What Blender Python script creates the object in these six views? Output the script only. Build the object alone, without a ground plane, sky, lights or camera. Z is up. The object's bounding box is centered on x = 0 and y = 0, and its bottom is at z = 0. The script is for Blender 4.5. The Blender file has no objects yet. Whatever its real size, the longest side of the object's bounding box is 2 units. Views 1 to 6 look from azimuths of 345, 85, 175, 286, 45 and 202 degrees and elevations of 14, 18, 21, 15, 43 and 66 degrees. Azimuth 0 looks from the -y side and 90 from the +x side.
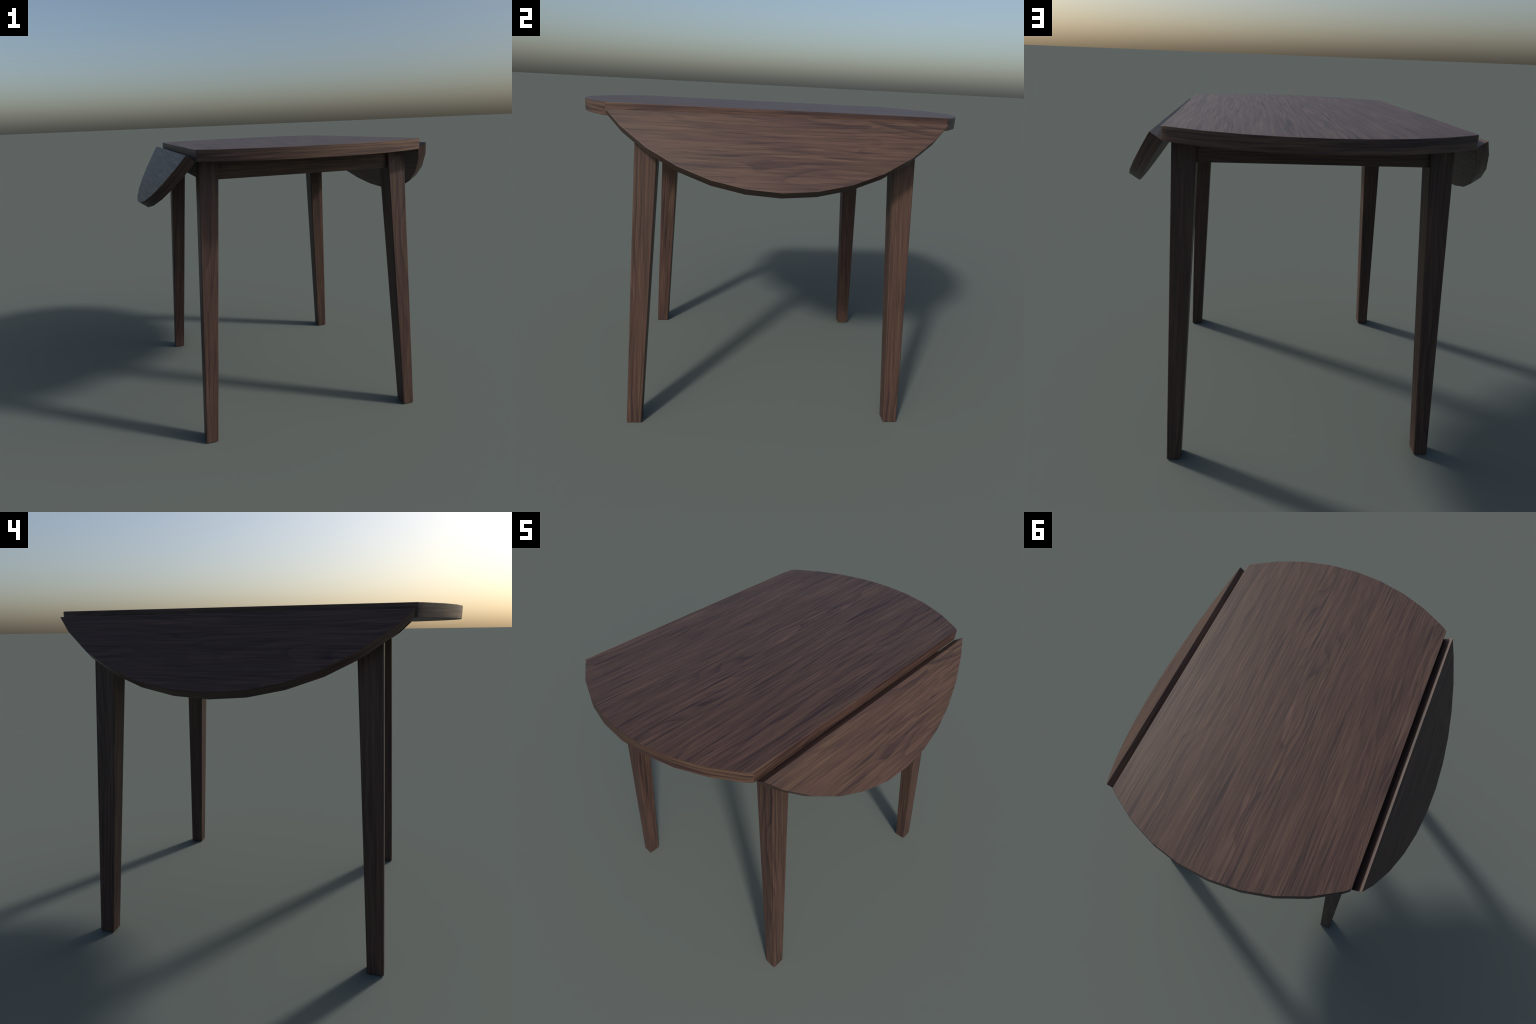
"""Round drop-leaf dining table in dark walnut, both leaves hanging half down."""
import bpy, bmesh, math
from mathutils import Vector, Matrix

# ------------------------------------------------------------------ sizes
R = 1.0                    # radius of the round top with the leaves up
SEG = 40                   # the rim is faceted in 9 degree steps
TOP_Z = 1.640              # upper face of the top
THICK = 0.058              # thickness of top and leaves
CUT = 0.615                # half width of the fixed centre board
LEAF_CUT = 0.627           # where the leaf is cut from the same circle
LEAF_DROP = math.radians(54.9)
LEAF_EDGE = (0.6630, 1.6150)   # upper hinge-side edge of a hanging leaf (x, z)
UNDER_Z = TOP_Z - THICK

# leg edges, centre frame: (outer, inner) at the top and at the floor
LEG_TOP_X, LEG_FOOT_X = (0.5900, 0.4850), (0.6650, 0.5960)
LEG_TOP_Y, LEG_FOOT_Y = (0.6565, 0.5470), (0.7375, 0.6605)
FRAME_SHIFT = Vector((0.007, -0.003, 0.0))
APRON_FACE_Y, APRON_FACE_X = 0.641, 0.576
APRON_BOTTOM = 1.4755
APRON_THICK = 0.042


# ------------------------------------------------------------------ material
def walnut(name, grain='Y', across=1.0, offset=(0, 0, 0), rim_center=None,
           dark=1.0, random_shift=False, rough=0.475, ring=0.36, figure=1.0, contrast=1.0,
           dash=1.0):
    """Walnut veneer. Grain runs along one object axis, or round the rim when
    rim_center is given (then u = arc length, v = height, w = radius)."""
    mat = bpy.data.materials.new(name)
    mat.use_nodes = True
    nt = mat.node_tree
    nt.nodes.clear()
    N, L = nt.nodes.new, nt.links.new

    def math_node(op, a, b=None, clamp=False):
        n = N('ShaderNodeMath'); n.operation = op; n.use_clamp = clamp
        for i, v in enumerate((a, b)):
            if v is None:
                continue
            if isinstance(v, (int, float)):
                n.inputs[i].default_value = v
            else:
                L(v, n.inputs[i])
        return n.outputs[0]

    tc = N('ShaderNodeTexCoord')
    sep = N('ShaderNodeSeparateXYZ')
    L(tc.outputs['Object'], sep.inputs[0])
    x, y, z = sep.outputs
    if rim_center is not None:
        px = math_node('SUBTRACT', x, rim_center[0])
        py = math_node('SUBTRACT', y, rim_center[1])
        if rim_center[0] < 0:                  # leaf: angle from +x, no wrap
            u = math_node('ARCTAN2', py, px)
        else:                                  # top: two separate end arcs
            u = math_node('ARCTAN2', px, math_node('ABSOLUTE', py))
            u = math_node('ADD', u, math_node('MULTIPLY', math_node('SIGN', py), 4.0))
        v, w = z, math_node('MULTIPLY', px, 0.01)
    else:
        u, v, w = {'Y': (y, x, z), 'X': (x, z, y), 'Z': (z, x, y)}[grain]
    comb = N('ShaderNodeCombineXYZ')           # x = along grain, y/z = across
    L(u, comb.inputs[0]); L(v, comb.inputs[1]); L(w, comb.inputs[2])
    shift = N('ShaderNodeVectorMath'); shift.operation = 'ADD'
    L(comb.outputs[0], shift.inputs[0])
    shift.inputs[1].default_value = offset
    base = shift.outputs[0]
    if random_shift:
        info = N('ShaderNodeObjectInfo')
        sc = N('ShaderNodeVectorMath'); sc.operation = 'SCALE'
        sc.inputs[0].default_value = (7.1, 3.3, 5.7)
        L(info.outputs['Random'], sc.inputs['Scale'])
        ad = N('ShaderNodeVectorMath'); ad.operation = 'ADD'
        L(base, ad.inputs[0]); L(sc.outputs[0], ad.inputs[1])
        base = ad.outputs[0]

    def stretched(sx, sy, src=None):
        m = N('ShaderNodeMapping')
        m.inputs['Scale'].default_value = (sx, sy * across, sy * across)
        L(src or base, m.inputs['Vector'])
        return m.outputs[0]

    def noise(vec, detail=3.0, rough_=0.55, dist=0.0, scale=1.0):
        n = N('ShaderNodeTexNoise')
        n.inputs['Scale'].default_value = scale
        n.inputs['Detail'].default_value = detail
        n.inputs['Roughness'].default_value = rough_
        n.inputs['Distortion'].default_value = dist
        L(vec, n.inputs['Vector'])
        return n.outputs[0]

    # slow sideways wander of the fibres: bends every finer layer
    wander = noise(stretched(1.2, 5.5), 3.0, 0.5)
    bend = math_node('MULTIPLY', math_node('SUBTRACT', wander, 0.5), 0.048 * figure / across)
    bvec = N('ShaderNodeCombineXYZ')
    L(bend, bvec.inputs[1]); L(bend, bvec.inputs[2])
    add = N('ShaderNodeVectorMath'); add.operation = 'ADD'
    L(base, add.inputs[0]); L(bvec.outputs[0], add.inputs[1])
    fib = add.outputs[0]

    def smooth(val, lo, hi, to_lo=0.0, to_hi=1.0):
        n = N('ShaderNodeMapRange'); n.interpolation_type = 'SMOOTHSTEP'
        n.inputs['From Min'].default_value = lo
        n.inputs['From Max'].default_value = hi
        n.inputs['To Min'].default_value = to_lo
        n.inputs['To Max'].default_value = to_hi
        L(val, n.inputs['Value'])
        return n.outputs[0]

    patches = noise(stretched(1.7, 10.0, fib), 2.0, 0.5)
    broad = noise(stretched(1.6, 44.0, fib), 1.5, 0.5)
    streaks = noise(stretched(2.3, 120.0, fib), 1.5, 0.55, 0.1)
    fine = noise(stretched(6.0, 250.0, fib), 1.5, 0.6)
    # growth rings: saw-tooth contour bands, slow darkening then a sharp edge,
    # bent into cathedral figure by a long stretched field
    field = noise(stretched(0.75, 4.2), 2.0, 0.42)
    fs = N('ShaderNodeSeparateXYZ'); L(fib, fs.inputs[0])
    lateral = math_node('ADD', fs.outputs[1], math_node('MULTIPLY', fs.outputs[2], 0.8))
    phase = math_node('ADD', math_node('MULTIPLY', lateral, 36.0 * across),
                      math_node('MULTIPLY', field, 20.0 * figure))
    saw = math_node('FRACT', phase)
    band = math_node('MULTIPLY', math_node('POWER', saw, 2.2), smooth(saw, 1.0, 0.93))
    gate = smooth(noise(stretched(1.1, 7.0), 1.0), 0.35, 0.65, 0.25, 1.0)
    band = math_node('MULTIPLY', band, gate)
    # thin dark fibre lines: narrow contours of a long noise, coming and going
    contour = noise(stretched(1.1, 60.0, fib), 0.5)
    dist = math_node('ABSOLUTE', math_node('SUBTRACT', contour, 0.5))
    line = smooth(dist, 0.050, 0.0)
    line = math_node('MULTIPLY', line, smooth(noise(stretched(2.4, 24.0), 1.0), 0.40, 0.60))
    # and pale ones
    contour2 = noise(stretched(1.6, 60.0, fib), 0.0, scale=1.13)
    dist2 = math_node('ABSOLUTE', math_node('SUBTRACT', contour2, 0.47))
    pale = math_node('MULTIPLY', smooth(dist2, 0.04, 0.0),
                     smooth(noise(stretched(3.0, 30.0), 1.0), 0.50, 0.66))

    def layer(total, val, k, mid=0.5):
        return math_node('ADD', total, math_node('MULTIPLY', math_node('SUBTRACT', val, mid), k))

    tone = layer(0.58, patches, 0.30)
    tone = layer(tone, broad, 0.62)
    tone = layer(tone, streaks, 1.25 * dash)
    tone = layer(tone, fine, 0.75 * dash)
    tone = layer(tone, band, -ring, 0.15)
    tone = math_node('ADD', tone, math_node('MULTIPLY', line, -0.30))
    tone = math_node('ADD', tone, math_node('MULTIPLY', pale, 0.18))
    # calm plain areas between livelier ones, around the mean tone
    calm = smooth(noise(stretched(1.3, 6.0), 1.5), 0.36, 0.60, 0.70 * contrast, 1.05 * contrast)
    tone = math_node('ADD', math_node('MULTIPLY', math_node('SUBTRACT', tone, 0.55), calm), 0.54,
                     clamp=True)

    ramp = N('ShaderNodeValToRGB')
    cr = ramp.color_ramp
    stops = [(0.12, (0.0225, 0.0140, 0.0146)), (0.38, (0.0450, 0.0262, 0.0220)),
             (0.62, (0.0675, 0.0394, 0.0300)), (0.93, (0.1010, 0.0615, 0.0440))]
    while len(cr.elements) < len(stops):
        cr.elements.new(0.5)
    for e, (p, c) in zip(cr.elements, stops):
        e.position = p
        e.color = (c[0] * dark, c[1] * dark, c[2] * dark, 1)
    L(tone, ramp.inputs[0])

    # patches lean to olive brown or to plum
    hue = noise(stretched(2.4, 30.0, fib), 2.0)
    tint = N('ShaderNodeMix'); tint.data_type = 'RGBA'
    tint.inputs[6].default_value = (1.00, 1.02, 0.95, 1)
    tint.inputs[7].default_value = (1.02, 0.96, 1.03, 1)
    hr = N('ShaderNodeMapRange')
    hr.inputs['From Min'].default_value = 0.33
    hr.inputs['From Max'].default_value = 0.62
    L(hue, hr.inputs['Value']); L(hr.outputs[0], tint.inputs[0])
    mul = N('ShaderNodeMix'); mul.data_type = 'RGBA'; mul.blend_type = 'MULTIPLY'
    mul.inputs[0].default_value = 1.0
    L(ramp.outputs[0], mul.inputs[6]); L(tint.outputs[2], mul.inputs[7])

    bsdf = N('ShaderNodeBsdfPrincipled')
    L(mul.outputs[2], bsdf.inputs['Base Color'])
    rr = math_node('ADD', math_node('MULTIPLY', math_node('SUBTRACT', 0.5, streaks), 0.16), rough)
    L(rr, bsdf.inputs['Roughness'])
    bsdf.inputs['Specular IOR Level'].default_value = 0.33
    bump = N('ShaderNodeBump')
    bump.inputs['Strength'].default_value = 0.16
    bump.inputs['Distance'].default_value = 0.002
    h = math_node('ADD', math_node('MULTIPLY', streaks, 0.7), math_node('MULTIPLY', fine, 0.3))
    L(h, bump.inputs['Height'])
    L(bump.outputs[0], bsdf.inputs['Normal'])
    out = N('ShaderNodeOutputMaterial')
    L(bsdf.outputs[0], out.inputs[0])
    return mat


# ------------------------------------------------------------------ geometry
def circle_chord(cut):
    """Point where the faceted circle is cut at x = cut (upper half), and the
    rim angles (from +y) that stay on the outer side of / inside the cut."""
    step = 2 * math.pi / SEG
    k = int(math.asin(cut / R) / step)
    a, b = k * step, (k + 1) * step
    ax, ay, bx, by = R * math.sin(a), R * math.cos(a), R * math.sin(b), R * math.cos(b)
    t = (cut - ax) / (bx - ax)
    return k, ay + t * (by - ay)


def centre_outline():
    k, yc = circle_chord(CUT)
    step = 2 * math.pi / SEG
    arc = [(R * math.sin(i * step), R * math.cos(i * step)) for i in range(-k, k + 1)]
    upper = [(-CUT, yc)] + arc + [(CUT, yc)]
    return upper + [(-px, -py) for px, py in upper]


def leaf_outline():
    """Circle segment beyond the cut; x measured from the hinge-side edge."""
    k, yc = circle_chord(LEAF_CUT)
    step = 2 * math.pi / SEG
    pts = [(LEAF_CUT, yc)]
    for i in range(k + 1, SEG // 2 - k):
        pts.append((R * math.sin(i * step), R * math.cos(i * step)))
    pts.append((LEAF_CUT, -yc))
    return [(px - LEAF_CUT, py) for px, py in pts]


def finish(bm, name, mats, bevel, segments, side_slot=None, sharp=40):
    bmesh.ops.recalc_face_normals(bm, faces=bm.faces)
    if side_slot is not None:
        for f in bm.faces:
            f.material_index = side_slot(f)
    edges = [e for e in bm.edges if len(e.link_faces) == 2
             and e.calc_face_angle() > math.radians(25)]
    bmesh.ops.bevel(bm, geom=edges, offset=bevel, offset_type='OFFSET', segments=segments,
                    profile=0.5, affect='EDGES', clamp_overlap=True, material=-1)
    me = bpy.data.meshes.new(name)
    bm.to_mesh(me); bm.free()
    for m in mats:
        me.materials.append(m)
    me.shade_smooth()
    me.set_sharp_from_angle(angle=math.radians(sharp))
    ob = bpy.data.objects.new(name, me)
    bpy.context.scene.collection.objects.link(ob)
    wn = ob.modifiers.new('even_shading', 'WEIGHTED_NORMAL')
    wn.keep_sharp = True
    wn.weight = 80
    return ob


def board(name, outline, z_top, mats, bevel, side_slot=None):
    bm = bmesh.new()
    top = [bm.verts.new((px, py, z_top)) for px, py in outline]
    low = [bm.verts.new((px, py, z_top - THICK)) for px, py in outline]
    bm.faces.new(top); bm.faces.new(low[::-1])
    n = len(outline)
    for i in range(n):
        j = (i + 1) % n
        bm.faces.new((top[i], low[i], low[j], top[j]))
    return finish(bm, name, mats, bevel, 2, side_slot)


def hexahedron(name, low, high, z0, z1, mats, bevel, segments, origin=(0, 0, 0)):
    """Tapered block between two rectangles (x0, x1, y0, y1)."""
    bm = bmesh.new()
    o = Vector(origin)
    axis = Vector(((high[0] + high[1] - low[0] - low[1]) / 2,
                   (high[2] + high[3] - low[2] - low[3]) / 2, z1 - z0))
    frame = Matrix.Translation(o) @ Vector((0, 0, 1)).rotation_difference(axis).to_matrix().to_4x4()
    into = frame.inverted()

    def ring(r, z):
        x0, x1, y0, y1 = r
        return [bm.verts.new(into @ Vector(p)) for p in
                ((x0, y0, z), (x1, y0, z), (x1, y1, z), (x0, y1, z))]
    a, b = ring(low, z0), ring(high, z1)
    bm.faces.new(a[::-1]); bm.faces.new(b)
    for i in range(4):
        j = (i + 1) % 4
        bm.faces.new((a[i], a[j], b[j], b[i]))
    ob = finish(bm, name, mats, bevel, segments)
    ob.matrix_world = frame             # local z follows the leg, grain with it
    return ob


# ------------------------------------------------------------------ build
table = bpy.data.objects.new('drop_leaf_table', None)
bpy.context.scene.collection.objects.link(table)
table['label'] = 'round drop-leaf table in dark walnut, both leaves angled down'
table['category'] = 'dining table'


def adopt(ob):
    ob.parent = table
    return ob


flat_mat = walnut('walnut_top', 'Y', 1.0, figure=0.7)
top_rim_mat = walnut('walnut_rim', rim_center=(0, 0), across=0.85, figure=0.6, contrast=1.2, offset=(0.4, 2.0, 1.0))
leaf_mat = walnut('walnut_leaf', 'Y', 0.88, figure=0.85, ring=0.42, contrast=0.84, dash=0.85, offset=(3.1, 1.7, 0.6), random_shift=True)
leaf_rim_mat = walnut('walnut_leaf_rim', rim_center=(-LEAF_CUT, 0), across=0.85, figure=0.6,
                      offset=(5.4, 1.2, 0.3))
leg_mat = walnut('walnut_leg', 'Z', 1.15, figure=0.5, ring=0.48, contrast=0.90, dash=0.8, dark=0.97, offset=(1.0, 0.3, 2.2), random_shift=True)
apron_x_mat = walnut('walnut_apron_end', 'X', 1.0, offset=(2.0, 4.3, 0.2), random_shift=True)
apron_y_mat = walnut('walnut_apron_side', 'Y', 1.0, offset=(6.0, 0.3, 1.2), random_shift=True)


def rim_slot(f):
    n = f.normal
    return 1 if abs(n.z) < 0.3 and abs(n.x) < 0.98 else 0


def leaf_slot(f):
    return 1 if abs(f.normal.z) < 0.3 and f.normal.x > -0.5 else 0


adopt(board('tabletop', centre_outline(), 0.0, [flat_mat, top_rim_mat], 0.0022, rim_slot)
      ).location = (0, 0, TOP_Z)

for sign in (1, -1):
    leaf = adopt(board('drop_leaf', leaf_outline(), 0.0, [leaf_mat, leaf_rim_mat],
                       0.0022, leaf_slot))
    drop = Matrix.Rotation(LEAF_DROP, 4, 'Y')          # swings the +x leaf down
    turn = Matrix.Rotation(0 if sign > 0 else math.pi, 4, 'Z')
    leaf.matrix_world = turn @ Matrix.Translation((LEAF_EDGE[0], 0, LEAF_EDGE[1])) @ drop


def span(sign, outer, inner, shift):
    a, b = sign * outer + shift, sign * inner + shift
    return (min(a, b), max(a, b))


LEG_TOP_Z = UNDER_Z + 0.003
for sx in (1, -1):
    for sy in (-1, 1):
        foot = span(sx, *LEG_FOOT_X, FRAME_SHIFT.x) + span(sy, *LEG_FOOT_Y, FRAME_SHIFT.y)
        head = span(sx, *LEG_TOP_X, FRAME_SHIFT.x) + span(sy, *LEG_TOP_Y, FRAME_SHIFT.y)
        origin = ((head[0] + head[1]) / 2, (head[2] + head[3]) / 2, LEG_TOP_Z)
        adopt(hexahedron('leg', foot, head, 0.0, LEG_TOP_Z, [leg_mat], 0.0055, 3, origin))

for sy in (-1, 1):
    yy = span(sy, APRON_FACE_Y, APRON_FACE_Y - APRON_THICK, 0.0)
    r = (-0.54 + FRAME_SHIFT.x, 0.54 + FRAME_SHIFT.x) + yy
    adopt(hexahedron('apron', r, r, APRON_BOTTOM, UNDER_Z + 0.002, [apron_x_mat], 0.003, 2,
                     (FRAME_SHIFT.x, sum(yy) / 2, APRON_BOTTOM)))
for sx in (-1, 1):
    xx = span(sx, APRON_FACE_X, APRON_FACE_X - APRON_THICK, FRAME_SHIFT.x)
    r = xx + (-0.59, 0.59)
    adopt(hexahedron('apron', r, r, APRON_BOTTOM + 0.0005, UNDER_Z + 0.0025, [apron_y_mat], 0.003, 2,
                     (sum(xx) / 2, 0, APRON_BOTTOM)))
